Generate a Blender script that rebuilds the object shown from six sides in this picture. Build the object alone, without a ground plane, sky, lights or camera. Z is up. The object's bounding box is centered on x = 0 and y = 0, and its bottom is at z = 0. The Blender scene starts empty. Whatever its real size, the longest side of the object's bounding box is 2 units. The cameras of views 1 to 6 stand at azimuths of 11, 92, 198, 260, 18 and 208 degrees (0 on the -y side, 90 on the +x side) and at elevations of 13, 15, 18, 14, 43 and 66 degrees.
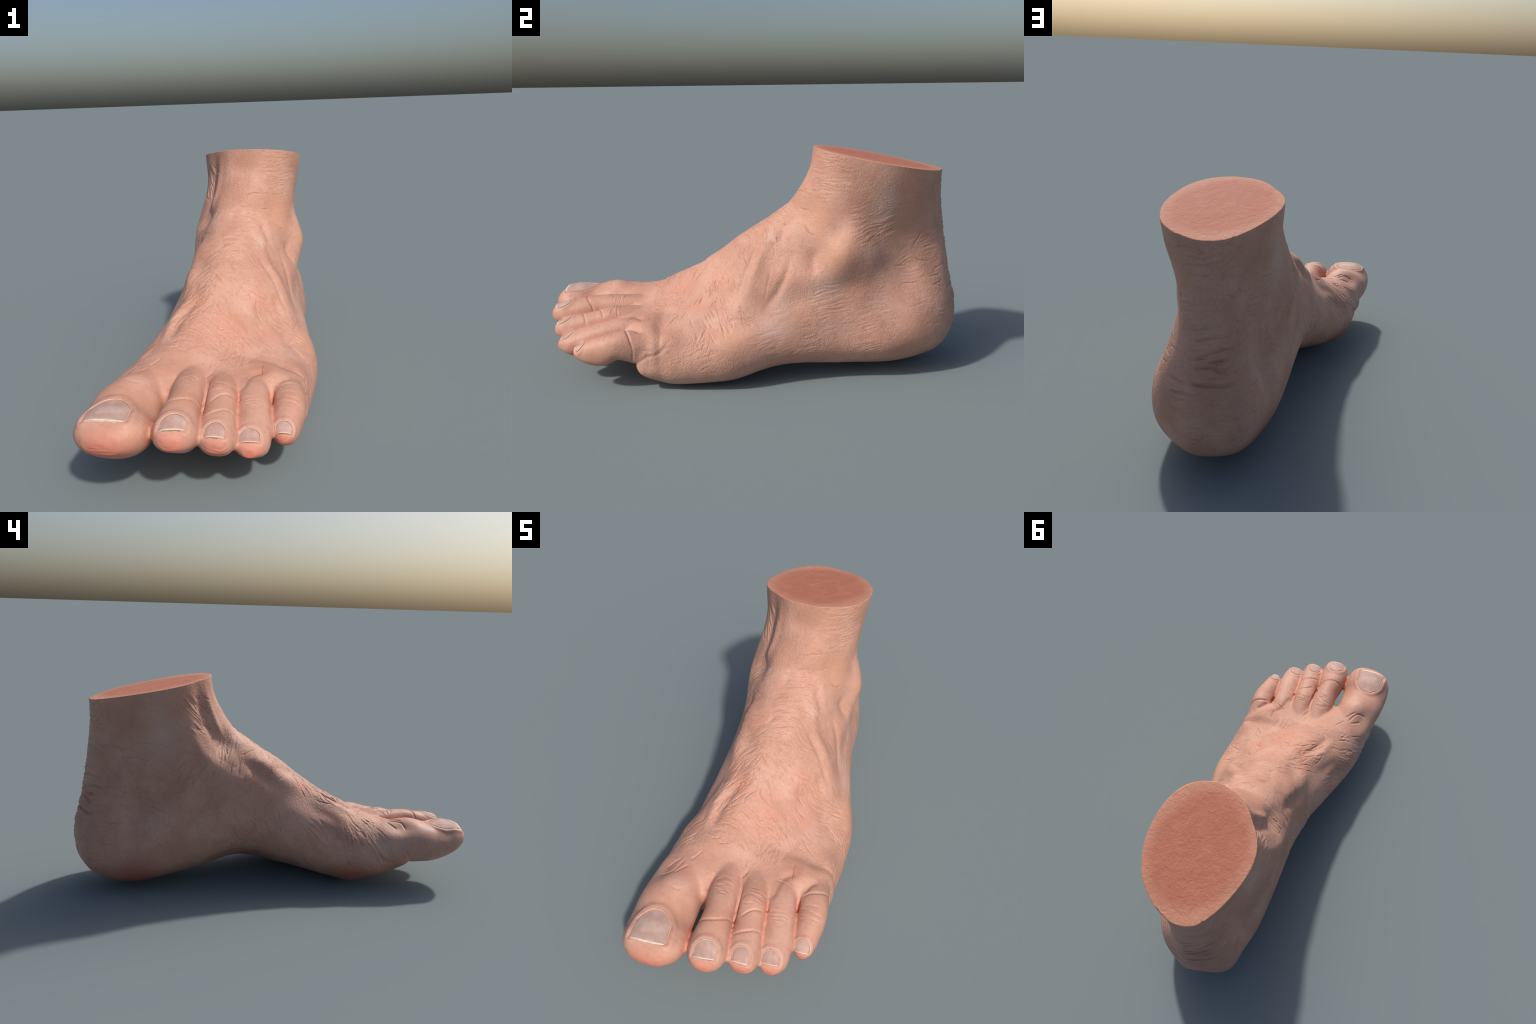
import bpy, bmesh, math
import numpy as np
from mathutils import Vector
from mathutils.bvhtree import BVHTree

RNG = np.random.default_rng(7)
VOXEL = 0.0049

# ----------------------------------------------------------------------------
# small maths helpers
# ----------------------------------------------------------------------------
def catmull(t, keys, vals):
    """Cubic Hermite interpolation of vals (n, ...) at positions t."""
    keys = np.asarray(keys, float); vals = np.asarray(vals, float)
    t = np.atleast_1d(np.asarray(t, float))
    d = np.diff(keys)
    sec = np.diff(vals, axis=0) / d.reshape((-1,) + (1,) * (vals.ndim - 1))
    m = np.empty_like(vals)
    m[0], m[-1] = sec[0], sec[-1]
    w = d.reshape((-1,) + (1,) * (vals.ndim - 1))
    m[1:-1] = (sec[:-1] * w[1:] + sec[1:] * w[:-1]) / (w[1:] + w[:-1])
    i = np.clip(np.searchsorted(keys, t, side='right') - 1, 0, len(keys) - 2)
    h = d[i]; s = (t - keys[i]) / h
    sh = (-1,) + (1,) * (vals.ndim - 1)
    s = s.reshape(sh); h = h.reshape(sh)
    return ((2*s**3 - 3*s**2 + 1) * vals[i] + (s**3 - 2*s**2 + s) * h * m[i]
            + (-2*s**3 + 3*s**2) * vals[i+1] + (s**3 - s**2) * h * m[i+1])

def resample(pts, n):
    """Smooth curve through pts, n points evenly along its length."""
    pts = np.asarray(pts, float)
    k = np.concatenate([[0], np.cumsum(np.sqrt(np.linalg.norm(np.diff(pts, axis=0), axis=1)))])
    fine = catmull(np.linspace(0, k[-1], 40 * len(pts)), k, pts)
    L = np.concatenate([[0], np.cumsum(np.linalg.norm(np.diff(fine, axis=0), axis=1))])
    u = np.linspace(0, L[-1], n)
    return np.stack([np.interp(u, L, fine[:, j]) for j in range(pts.shape[1])], 1)

def smoothstep(a, b, x):
    t = np.clip((x - a) / (b - a), 0, 1)
    return t * t * (3 - 2 * t)

# ----------------------------------------------------------------------------
# foot body: cross-sections on planes that fan round a pivot above the instep
# (from the vertical forefoot sections up to the slanting cut of the ankle)
# ----------------------------------------------------------------------------
PIVOT_Y, PIVOT_Z = -0.30, 1.175
CUT_SLOPE = 0.192                                   # z = CUT_Z0 - CUT_SLOPE * y
CUT_Z0 = 1.0505 + CUT_SLOPE * 0.309

def fan(deg):
    s, c = math.sin(math.radians(deg)), math.cos(math.radians(deg))
    return lambda p: np.stack([p[:, 0], PIVOT_Y + p[:, 1] * s, PIVOT_Z - p[:, 1] * c], 1)

def upright(y, skew):
    return lambda p: np.stack([p[:, 0], y + skew * (p[:, 0] + 0.1), p[:, 1]], 1)

# (position along the foot, plane, dorsal -> little-toe side -> sole, sole -> big-toe side -> dorsal)
STATIONS = [
    (-0.375, upright(-0.665, 0.30),
     [(-.10, .275), (.00, .27), (.10, .26), (.18, .245), (.22, .225), (.18, .20), (.05, .19)],
     [(.05, .19), (-.10, .18), (-.20, .17), (-.265, .185), (-.275, .22), (-.25, .26), (-.18, .275), (-.10, .275)]),
    (-0.320, upright(-0.61, 0.29),
     [(-.10, .305), (.00, .292), (.10, .282), (.20, .27), (.28, .24), (.318, .20), (.305, .165), (.25, .14), (.05, .13)],
     [(.05, .13), (-.10, .115), (-.20, .10), (-.28, .11), (-.33, .155), (-.340, .20), (-.32, .26), (-.26, .305), (-.18, .315), (-.10, .305)]),
    (-0.210, upright(-0.50, 0.20),
     [(-.10, .345), (.00, .318), (.10, .300), (.20, .287), (.29, .26), (.342, .20), (.348, .14), (.315, .075), (.20, .045), (.05, .045)],
     [(.05, .045), (-.10, .048), (-.20, .048), (-.28, .062), (-.342, .11), (-.356, .19), (-.335, .26), (-.28, .32), (-.19, .348), (-.10, .345)]),
    (-0.110, upright(-0.40, 0.08),
     [(-.11, .402), (-.02, .372), (.08, .322), (.18, .288), (.27, .245), (.343, .17), (.352, .10), (.31, .035), (.20, .008), (.03, .010)],
     [(.03, .010), (-.15, .004), (-.26, .03), (-.33, .10), (-.353, .19), (-.33, .27), (-.27, .335), (-.19, .388), (-.11, .402)]),
    (0.000, fan(0),
     [(-.10, .719), (-.02, .745), (.08, .803), (.16, .850), (.24, .890), (.31, .945), (.360, 1.02), (.355, 1.10), (.30, 1.158), (.20, 1.176), (.04, 1.172)],
     [(.04, 1.172), (-.10, 1.165), (-.22, 1.132), (-.30, 1.07), (-.334, .985), (-.325, .905), (-.28, .820), (-.19, .750), (-.10, .719)]),
    (0.200, fan(12),
     [(-.07, .650), (.00, .675), (.065, .730), (.137, .792), (.21, .849), (.275, .90), (.335, .965), (.364, 1.04), (.345, 1.12), (.28, 1.170), (.12, 1.180)],
     [(.12, 1.180), (-.05, 1.14), (-.17, 1.083), (-.255, 1.025), (-.297, .95), (-.295, .89), (-.25, .80), (-.16, .695), (-.07, .650)]),
    (0.400, fan(24),
     [(-.04, .606), (.04, .632), (.10, .670), (.155, .718), (.21, .785), (.255, .855), (.288, .93), (.305, 1.01), (.30, 1.10), (.24, 1.185), (.12, 1.220)],
     [(.12, 1.220), (-.02, 1.175), (-.125, 1.115), (-.21, 1.066), (-.255, .97), (-.268, .88), (-.245, .785), (-.18, .665), (-.12, .624), (-.04, .606)]),
    (0.570, fan(34),
     [(-.02, .600), (.04, .620), (.095, .668), (.15, .735), (.205, .82), (.24, .91), (.258, 1.00), (.262, 1.11), (.24, 1.23), (.17, 1.33), (.0, 1.380)],
     [(.0, 1.380), (-.14, 1.325), (-.237, 1.215), (-.265, 1.09), (-.264, .95), (-.245, .81), (-.19, .67), (-.11, .612), (-.02, .600)]),
    (0.710, fan(42),
     [(-.01, .604), (.09, .643), (.15, .715), (.195, .80), (.232, .90), (.222, 1.02), (.225, 1.20), (.20, 1.37), (.12, 1.495), (-.04, 1.567)],
     [(-.04, 1.567), (-.185, 1.52), (-.268, 1.395), (-.28, 1.20), (-.272, 1.00), (-.252, .85), (-.205, .71), (-.11, .622), (-.01, .604)]),
    (0.820, fan(48),
     [(.00, .616), (.10, .650), (.16, .735), (.205, .82), (.238, .92), (.215, 1.06), (.196, 1.18), (.207, 1.30), (.203, 1.43), (.125, 1.575), (-.05, 1.650)],
     [(-.05, 1.650), (-.20, 1.590), (-.27, 1.44), (-.275, 1.27), (-.268, 1.10), (-.268, .92), (-.225, .745), (-.12, .636), (.00, .616)]),
    (0.900, fan(52),
     [(.01, .622), (.10, .652), (.16, .735), (.21, .83), (.238, .93), (.212, 1.05), (.175, 1.15), (.173, 1.25), (.190, 1.38), (.125, 1.54), (-.05, 1.642)],
     [(-.05, 1.642), (-.175, 1.580), (-.255, 1.44), (-.245, 1.25), (-.247, 1.10), (-.272, .94), (-.25, .81), (-.205, .735), (-.13, .652), (.01, .622)]),
    (0.980, fan(56),
     [(.02, .626), (.11, .656), (.165, .735), (.21, .82), (.230, .92), (.212, 1.03), (.155, 1.14), (.130, 1.25), (.135, 1.38), (.085, 1.49), (-.05, 1.573)],
     [(-.05, 1.573), (-.145, 1.52), (-.222, 1.40), (-.224, 1.24), (-.235, 1.10), (-.272, .95), (-.252, .84), (-.20, .738), (-.12, .652), (.02, .626)]),
    (1.100, fan(62),
     [(.03, .628), (.12, .663), (.18, .745), (.208, .86), (.172, 1.02), (.105, 1.18), (.045, 1.33), (-.045, 1.422)],
     [(-.045, 1.422), (-.125, 1.375), (-.19, 1.25), (-.22, 1.12), (-.242, .98), (-.250, .88), (-.205, .765), (-.15, .70), (-.09, .648), (.03, .628)]),
    (1.250, fan(70),
     [(.04, .630), (.13, .67), (.19, .755), (.208, .86), (.19, .98), (.135, 1.10), (.05, 1.22), (-.05, 1.295)],
     [(-.05, 1.295), (-.13, 1.255), (-.187, 1.165), (-.222, 1.04), (-.240, .91), (-.222, .81), (-.165, .722), (-.09, .65), (.04, .630)]),
    (1.400, fan(78.69),
     [(.05, .621), (.136, .662), (.19, .727), (.22, .84), (.211, .99), (.15, 1.112), (.06, 1.19), (-.05, 1.230)],
     [(-.05, 1.230), (-.13, 1.208), (-.195, 1.12), (-.232, 1.01), (-.249, .875), (-.228, .79), (-.17, .715), (-.07, .637), (.05, .621)]),
]

def loft(rings, cap=True):
    """Quad mesh over closed rings (m, n, 3)."""
    m, n, _ = rings.shape
    v = rings.reshape(-1, 3)
    i = np.arange(m - 1)[:, None] * n
    j = np.arange(n)[None, :]
    k = (j + 1) % n
    f = np.stack([i + j, i + k, i + n + k, i + n + j], -1).reshape(-1, 4).tolist()
    if cap:
        f += [list(range(n))[::-1], list(range((m - 1) * n, m * n))]
    return v, f

def body_rings():
    keys, rings = [], []
    for t, plane, lat, med in STATIONS:
        a = resample(plane(np.array(lat, float)), 61)
        b = resample(plane(np.array(med, float)), 61)
        ring = np.concatenate([a[:-1], b[:-1]])
        # soften the slope break at the two seams
        for _ in range(3):
            ring = ring * .5 + (np.roll(ring, 1, 0) + np.roll(ring, -1, 0)) * .25
        keys.append(t); rings.append(ring)
    # extend a little past the cut so that the slice is clean
    keys.append(1.55); rings.append(rings[-1] + np.array([0, .02, .13]))
    return catmull(np.linspace(keys[0], keys[-1], 190), keys, np.array(rings))

# ----------------------------------------------------------------------------
# toes: rings of superellipses along a spine   (y, x, top, bottom, half width)
# ----------------------------------------------------------------------------
TOES = [
    dict(tip=(-.218, -1.004, .250), power=(2.0, 2.0, 2.25), rings=[
        (-.48, -.225, .335, .10, .105), (-.55, -.232, .338, .120, .115), (-.62, -.237, .343, .122, .117),
        (-.69, -.238, .349, .122, .119), (-.75, -.237, .340, .122, .124), (-.81, -.233, .326, .126, .127),
        (-.87, -.227, .327, .143, .130), (-.925, -.222, .328, .168, .122), (-.962, -.220, .313, .194, .100),
        (-.988, -.219, .286, .216, .066)]),
    dict(fat=1.03, tip=(-.012, -.963, .250), power=(2.2, 2.2, 2.3), rings=[
        (-.48, -.06, .318, .15, .055), (-.58, -.047, .330, .165, .06), (-.66, -.040, .333, .172, .061),
        (-.73, -.030, .331, .172, .058), (-.79, -.026, .325, .163, .065), (-.85, -.020, .314, .160, .073),
        (-.90, -.014, .304, .190, .072), (-.936, -.012, .291, .210, .056), (-.955, -.012, .271, .224, .031)]),
    dict(fat=1.03, tip=(.116, -.906, .219), power=(2.2, 2.2, 2.3), rings=[
        (-.46, .045, .285, .15, .055), (-.56, .063, .309, .165, .058), (-.64, .079, .311, .168, .057),
        (-.71, .090, .293, .164, .056), (-.77, .099, .281, .155, .058), (-.82, .107, .271, .151, .061),
        (-.86, .113, .261, .163, .058), (-.888, .116, .249, .182, .046), (-.903, .117, .232, .198, .025)]),
    dict(fat=1.03, tip=(.214, -.859, .179), power=(2.2, 2.2, 2.3), rings=[
        (-.42, .145, .265, .14, .055), (-.52, .167, .290, .150, .060), (-.60, .186, .286, .148, .060),
        (-.68, .201, .266, .138, .060), (-.74, .211, .249, .130, .061), (-.785, .216, .235, .126, .059),
        (-.82, .217, .222, .140, .052), (-.845, .216, .209, .155, .038), (-.858, .216, .192, .161, .020)]),
    dict(tip=(.310, -.761, .181), power=(2.2, 2.2, 2.2), rings=[
        (-.40, .275, .245, .13, .055), (-.47, .293, .262, .135, .060), (-.525, .303, .274, .141, .061),
        (-.56, .308, .271, .146, .060), (-.60, .311, .262, .124, .058), (-.655, .311, .244, .116, .053),
        (-.70, .311, .226, .127, .046), (-.735, .312, .210, .145, .034), (-.757, .312, .195, .162, .018)]),
]

def toe_rings(toe):
    r = np.array(toe['rings'], float)
    L = np.concatenate([[0], np.cumsum(np.hypot(np.diff(r[:, 0]), np.diff(r[:, 4])))])
    u = np.linspace(0, 1, 60)
    q = catmull(u * L[-1], L, r)
    power = np.interp(u, [0, .5, 1], toe['power'])
    a = np.linspace(0, 2 * np.pi, 64, endpoint=False)
    out = []
    for (y, x, top, bot, w), pw in zip(q, power):
        w = w * toe.get('fat', 1.0)
        cx = np.sign(np.cos(a)) * np.abs(np.cos(a)) ** (2 / pw)
        cz = np.sign(np.sin(a)) * np.abs(np.sin(a)) ** (2 / pw)
        out.append(np.stack([x + w * cx, np.full_like(a, y), (top + bot) / 2 + (top - bot) / 2 * cz], 1))
    tip = np.array(toe['tip'])
    out.append(tip + (out[-1] - tip) * .35)
    return np.array(out)

# ----------------------------------------------------------------------------
# join, remesh into one skin, sculpt
# ----------------------------------------------------------------------------
def new_object(name, verts, faces, parent=None):
    me = bpy.data.meshes.new(name)
    me.from_pydata(np.asarray(verts).tolist(), [], faces)
    ob = bpy.data.objects.new(name, me)
    bpy.context.scene.collection.objects.link(ob)
    ob.parent = parent
    return ob

def evaluated_mesh(ob):
    dg = bpy.context.evaluated_depsgraph_get()
    me = bpy.data.meshes.new_from_object(ob.evaluated_get(dg))
    bpy.data.objects.remove(ob)
    return me

def coords(me):
    a = np.empty(len(me.vertices) * 3, np.float32); me.vertices.foreach_get('co', a)
    return a.reshape(-1, 3).astype(float)

def edges_of(me):
    a = np.empty(len(me.edges) * 2, np.int32); me.edges.foreach_get('vertices', a)
    return a.reshape(-1, 2)

def set_coords(me, p):
    me.vertices.foreach_set('co', p.astype(np.float32).ravel()); me.update()

def normals_of(me):
    a = np.empty(len(me.vertices) * 3, np.float32); me.vertex_normals.foreach_get('vector', a)
    return a.reshape(-1, 3).astype(float)

def laplace(p, e, iters, weight=1.0, lam=.5, mu=None):
    n = len(p)
    deg = np.bincount(e.ravel(), minlength=n)[:, None].clip(1)
    for k in range(iters):
        for f in ([lam] if mu is None else [lam, mu]):
            s = np.stack([np.bincount(e[:, 0], p[e[:, 1], j], n) + np.bincount(e[:, 1], p[e[:, 0], j], n) for j in range(3)], 1)
            p = p + (s / deg - p) * f * weight
    return p

def seg_dist(p, a, b):
    d = b - a
    t = np.clip(((p - a) @ d) / (d @ d), 0, 1)
    return np.linalg.norm(p - a - t[:, None] * d, axis=1), t

def stroke(p, n, pts, width, depth, taper=True, facing=None, soft=.2):
    """Raise (or sink) the skin along a polyline; returns the height field."""
    pts = resample(pts, 14)
    lo, hi = pts.min(0) - 3 * width, pts.max(0) + 3 * width
    idx = np.where(np.all((p > lo) & (p < hi), 1))[0]
    out = np.zeros(len(p))
    if not len(idx):
        return out
    q = p[idx]
    best = np.full(len(q), 9.); pos = np.zeros(len(q))
    m = len(pts) - 1
    for i in range(m):
        d, t = seg_dist(q, pts[i], pts[i + 1])
        c = d < best
        best[c] = d[c]; pos[c] = (i + t[c]) / m
    h = np.exp(-(best / width) ** 2)
    if taper:
        h *= smoothstep(0, soft, pos) * smoothstep(1, 1 - soft, pos)
    if facing is not None:
        h *= smoothstep(-.1, .4, n[idx] @ np.asarray(facing))
    out[idx] = depth * h
    return out

def blob(p, centre, radii, amount):
    d = ((p - np.asarray(centre)) / np.asarray(radii))
    return amount * np.exp(-(d * d).sum(1))

parts_v, parts_f, base = [], [], 0
for rings in [body_rings()] + [toe_rings(t) for t in TOES]:
    v, f = loft(rings)
    parts_v.append(v); parts_f += [[i + base for i in q] for q in f]; base += len(v)
raw = new_object('raw', np.concatenate(parts_v), parts_f)
bm = bmesh.new(); bm.from_mesh(raw.data)
bmesh.ops.recalc_face_normals(bm, faces=bm.faces)
bm.to_mesh(raw.data); bm.free()
mod = raw.modifiers.new('skin', 'REMESH'); mod.mode = 'VOXEL'; mod.voxel_size = VOXEL; mod.adaptivity = 0
skin = evaluated_mesh(raw)

P = coords(skin); E = edges_of(skin)
P = laplace(P, E, 4, lam=.5, mu=-.52)
web = np.zeros(len(P))
for c, r in [((-.12, -.62, .24), .075), ((.02, -.60, .27), .07), ((.13, -.56, .27), .07), ((.24, -.50, .25), .07), ((-.23, -.55, .32), .09),
             ((-.05, -.57, .33), .09), ((.06, -.55, .32), .08), ((.16, -.50, .31), .08), ((.29, -.45, .28), .08), ((-.33, -.58, .2), .09), ((.34, -.46, .2), .07)]:
    web = np.maximum(web, smoothstep(1, .5, np.linalg.norm(P - c, axis=1) / r))
for a, b in [((-.12, -.62, .23), (-.10, -.9, .23)), ((.02, -.60, .25), (.05, -.88, .22)), ((.13, -.56, .25), (.165, -.83, .18)), ((.24, -.50, .23), (.265, -.74, .16))]:
    web = np.maximum(web, .9 * smoothstep(.06, .02, seg_dist(P, np.array(a), np.array(b))[0]))
P = laplace(P, E, 16, weight=web[:, None])
set_coords(skin, P)

# broad forms: hollows and swellings pushed along the skin's normal (centre, radii, height)
FORMS = [
    ((.150, .280, .80), (.07, .09, .12), -.030),    # hollow beside the shin tendons
    ((.210, .310, .60), (.07, .08, .10), -.022),    # in front of the outer ankle bone
    ((.170, .180, .60), (.06, .08, .08), -.014),
    ((.280, .050, .34), (.06, .12, .08), -.020),
    ((.250, .120, .41), (.06, .08, .08), -.012),
    ((.267, -.157, .29), (.05, .07, .05), -.012),
    ((-.205, .750, .80), (.06, .08, .12), -.016),   # hollow inside the Achilles tendon
    ((-.207, .747, .625), (.06, .08, .10), -.022),
    ((-.237, .708, .44), (.06, .09, .09), -.020),
    ((-.269, .607, .379), (.05, .07, .06), -.008),
    ((-.187, .253, .733), (.05, .07, .07), -.016),
    ((-.303, -.262, .316), (.05, .08, .05), -.014),
    ((-.203, -.413, .379), (.05, .07, .05), -.012),
    ((-.300, -.630, .33), (.05, .07, .05), -.018),
    ((-.230, -.800, .335), (.08, .06, .04), -.008),
    ((.215, .590, .185), (.06, .15, .08), .024),    # outer heel
    ((.305, -.340, .22), (.06, .07, .06), .020),
    ((.220, -.363, .274), (.05, .06, .05), .008),
    ((.100, -.115, .46), (.05, .07, .06), .017),
    ((-.176, -.073, .535), (.05, .09, .06), .014),
    ((-.263, .103, .33), (.05, .09, .07), .012),
    ((-.230, .885, .218), (.07, .07, .10), .022),   # inner heel ball
    ((.126, .777, .856), (.06, .06, .10), .012),
    ((.040, .858, .804), (.05, .05, .12), .008),
    ((.065, .195, .765), (.05, .06, .07), -.017),   # bend of the ankle
    ((.205, .405, .745), (.05, .07, .07), -.015),
    ((.245, .235, .390), (.05, .07, .06), -.016),
    ((.300, -.026, .285), (.04, .06, .05), -.011),
    ((.064, .106, .690), (.05, .05, .05), -.008),
    ((.320, -.365, .228), (.05, .05, .05), .014),
    ((.325, -.435, .085), (.05, .06, .05), .026),   # pad behind the little toe
    ((.185, .650, .130), (.06, .09, .06), .010),
    ((.000, .905, .600), (.06, .05, .20), .012),
    ((.235, -.450, .278), (.05, .05, .04), .011),
    ((.170, -.415, .290), (.05, .05, .04), .009),
    ((-.103, -.251, .475), (.04, .06, .04), -.009),
    ((-.180, .775, .806), (.05, .06, .08), -.009),
    ((-.236, .708, .379), (.05, .06, .06), -.007),
    ((-.138, -.061, .586), (.04, .06, .05), -.009),
    ((-.160, .026, .625), (.04, .05, .05), .009),
    ((.093, -.154, .444), (.04, .05, .05), .008),
    ((-.173, .270, .754), (.04, .05, .06), -.009),
    ((-.315, -.279, .270), (.05, .06, .05), -.008),
    ((-.340, -.870, .285), (.04, .06, .04), -.008),
    ((-.130, -.777, .290), (.04, .06, .05), -.010),
    ((-.190, -.920, .325), (.06, .05, .04), -.008),
    ((.007, -.831, .315), (.04, .05, .03), -.005),
    ((.120, .850, .080), (.07, .08, .07), -.013),   # rounder heel
    ((-.200, .120, .190), (.10, .14, .06), -.012),  # arch
    ((-.320, -.585, .115), (.06, .06, .05), -.012),
    ((-.300, -.620, .110), (.08, .05, .04), -.013),
    ((.330, -.470, .110), (.04, .05, .04), .018),
    ((.100, .235, .790), (.05, .06, .08), -.010),
    ((.220, .300, .580), (.05, .06, .07), -.008),
    ((.215, .415, .700), (.04, .05, .05), -.008),
    ((-.190, .920, .220), (.07, .06, .12), .009),
    ((-.200, .780, .070), (.08, .12, .06), .005),
    ((-.020, .880, .030), (.07, .08, .04), -.008),
]
N = normals_of(skin)
H = sum(blob(P, *f) for f in FORMS)
P = P + N * H[:, None]
P = laplace(P, E, 30, weight=smoothstep(.24, .08, np.linalg.norm((P - [-.04, .86, .07]) / [1, 1, .7], axis=1))[:, None])
P = laplace(P, E, 3)
set_coords(skin, P)

# ----------------------------------------------------------------------------
# toenails: placed by their front corners, back, and sides
# ----------------------------------------------------------------------------
NAILS = [   # front (big-toe side, little-toe side), back of the plate, half width at the sides
    dict(fl=(-.297, -.950, .291), fr=(-.150, -.940, .294), back=(-.238, -.812, .318), side=.066, lip=.0062),
    dict(fl=(-.050, -.941, .287), fr=(.034, -.926, .276), back=(-.014, -.868, .305), side=.042, lip=.003),
    dict(fl=(.082, -.889, .246), fr=(.146, -.884, .237), back=(.109, -.833, .268), side=.033, lip=.003),
    dict(fl=(.184, -.842, .208), fr=(.247, -.828, .195), back=(.209, -.792, .230), side=.034, lip=.003),
    dict(fl=(.289, -.751, .198), fr=(.340, -.735, .182), back=(.310, -.706, .219), side=.027, lip=.0025),
]

def nail_frame(nail):
    fl, fr, back = (np.array(nail[k]) for k in ('fl', 'fr', 'back'))
    front = (fl + fr) / 2
    along = front - back
    across = (fr - fl) / np.linalg.norm(fr - fl)
    n = np.cross(across, along); n /= np.linalg.norm(n)
    if n[2] < 0: n = -n
    return back, along, across, n, np.linalg.norm(fr - fl) / 2

def nail_shape(nail, u, v):
    """Point of the plate's plan for u across (-1..1) and v from back (0) to front (1)."""
    back, along, across, n, wf = nail_frame(nail)
    v0 = .42 * np.abs(u) ** 2.6
    vv = v0 + (1 - v0 - .05 * np.abs(u) ** 2) * v
    w = nail['side'] + (wf - nail['side']) * vv
    return back + along * vv[..., None] + across * (u * w)[..., None]

def bvh_of(me):
    return BVHTree.FromPolygons([v.co for v in me.vertices], [p.vertices for p in me.polygons])

def drop(tree, pts, n):
    """Project points onto the skin along -n."""
    out = np.array(pts, float)
    flat = out.reshape(-1, 3)
    for i, q in enumerate(flat):
        hit = tree.ray_cast(Vector(q + n * .12), Vector(-n), .3)
        if hit[0] is not None:
            flat[i] = hit[0]
    return flat.reshape(out.shape)

tree = bvh_of(skin)
N = normals_of(skin)
nail_sheets, H, soften = [], np.zeros(len(P)), np.zeros(len(P))
for nail in NAILS:
    n = nail_frame(nail)[3]
    U, Vv = np.meshgrid(np.linspace(-1, 1, 25), np.linspace(0, 1, 25))
    sheet = drop(tree, nail_shape(nail, U, Vv), n)
    for _ in range(4):                                    # a nail is stiffer than the skin under it
        sheet[1:-1, 1:-1] = (sheet[:-2, 1:-1] + sheet[2:, 1:-1] + sheet[1:-1, :-2] + sheet[1:-1, 2:]) / 4
    nail_sheets.append(sheet)
    size = np.linalg.norm(nail['side'])
    # skin: bed slightly sunk, groove along the border, raised fold outside it
    rim = np.concatenate([sheet[::-1, 0], sheet[0, 1:], sheet[1:, -1]])
    full = np.concatenate([rim, sheet[-1, ::-1][1:]])
    near = np.where(np.linalg.norm(P - sheet.mean((0, 1)), axis=1) < 3.2 * size + .02)[0]
    q = P[near]
    d_rim = np.min([seg_dist(q, rim[i], rim[i + 1])[0] for i in range(len(rim) - 1)], 0)
    d_all = np.min([seg_dist(q, full[i], full[i + 1])[0] for i in range(len(full) - 1)], 0)
    d_in = np.min(np.linalg.norm(q[:, None] - sheet.reshape(-1, 3)[None, ::3], axis=2), 1)
    inside = d_in < np.maximum(.8 * d_all, .004)
    s = size / .066
    H[near] += np.where(inside, -(.003 + .004 * s) * smoothstep(0, .008, d_rim), 0)
    H[near] += np.where(~inside, (.0022 + .0028 * s) * np.exp(-((d_rim - (.007 + .006 * s)) / (.006 + .006 * s)) ** 2), 0)
    H[near] += -.003 * np.exp(-(d_rim / .005) ** 2)
    soften[near] = np.maximum(soften[near], smoothstep(.022, .010, d_rim))
P = P + N * H[:, None]
P = laplace(P, E, 5, weight=soften[:, None])
set_coords(skin, P)

# ----------------------------------------------------------------------------
# tendons, veins and folds: strokes along the skin (points, width, height)
# ----------------------------------------------------------------------------
TENDONS = [
    # tendon of the big toe and the grooves on either side of it
    ([(-.215, -.48, .35), (-.201, -.387, .38), (-.187, -.283, .43), (-.163, -.207, .47), (-.153, -.134, .52)], .020, .008),
    ([(-.185, -.45, .36), (-.167, -.35, .414), (-.15, -.277, .45), (-.096, -.183, .516)], .018, -.011),
    ([(-.296, -.376, .315), (-.248, -.229, .393), (-.22, -.129, .44)], .028, -.010),
    ([(-.225, -.044, .48), (-.214, .033, .548), (-.20, .131, .625), (-.205, .231, .68)], .026, -.013),
    ([(-.15, .14, .68), (-.17, .06, .61), (-.18, -.02, .55)], .025, .007),
    # shin tendon, down to the inner arch
    ([(-.12, .36, 1.05), (-.13, .34, .95), (-.14, .31, .86), (-.17, .27, .77), (-.215, .21, .66)], .015, .009),
    ([(-.198, .426, .939), (-.225, .419, .807), (-.243, .39, .725), (-.251, .331, .657), (-.24, .243, .591), (-.238, .109, .512)], .026, .009),
    ([(-.19, .41, 1.07), (-.178, .375, .98), (-.185, .355, .88), (-.194, .318, .766), (-.212, .284, .699)], .022, -.015),
    # toe extensors on the outer instep
    ([(.07, .16, .72), (.099, .105, .647), (.15, .06, .54), (.20, .03, .455), (.238, .0, .385)], .022, .010),
    ([(.08, .07, .64), (.10, .05, .60), (.15, .02, .525), (.19, -.01, .455), (.225, -.035, .387), (.245, -.05, .34)], .012, -.009),
    ([(.15, .12, .575), (.19, .115, .51), (.225, .10, .44), (.245, .09, .37)], .005, -.003),
    ([(.165, .23, .61), (.175, .21, .575), (.205, .185, .505), (.23, .15, .431), (.245, .11, .379), (.26, .08, .33)], .014, -.009),
    ([(.085, .216, .77), (.101, .187, .727), (.127, .168, .663), (.15, .181, .60)], .020, -.012),
    ([(.18, .30, .63), (.20, .31, .56), (.215, .33, .50)], .022, -.010),
    ([(.26, -.096, .30), (.27, -.035, .318), (.278, .016, .312), (.292, .042, .29), (.30, .055, .276)], .006, -.004),
    ([(.176, -.044, .457), (.193, -.061, .413), (.231, -.077, .349)], .012, -.005),
    ([(.09, -.13, .45), (.137, -.17, .40)], .010, -.003),
    ([(.12, -.20, .39), (.171, -.25, .335)], .009, .004),
    ([(-.12, -.25, .46), (-.06, -.29, .45), (.0, -.30, .42)], .010, .003),
]
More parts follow.
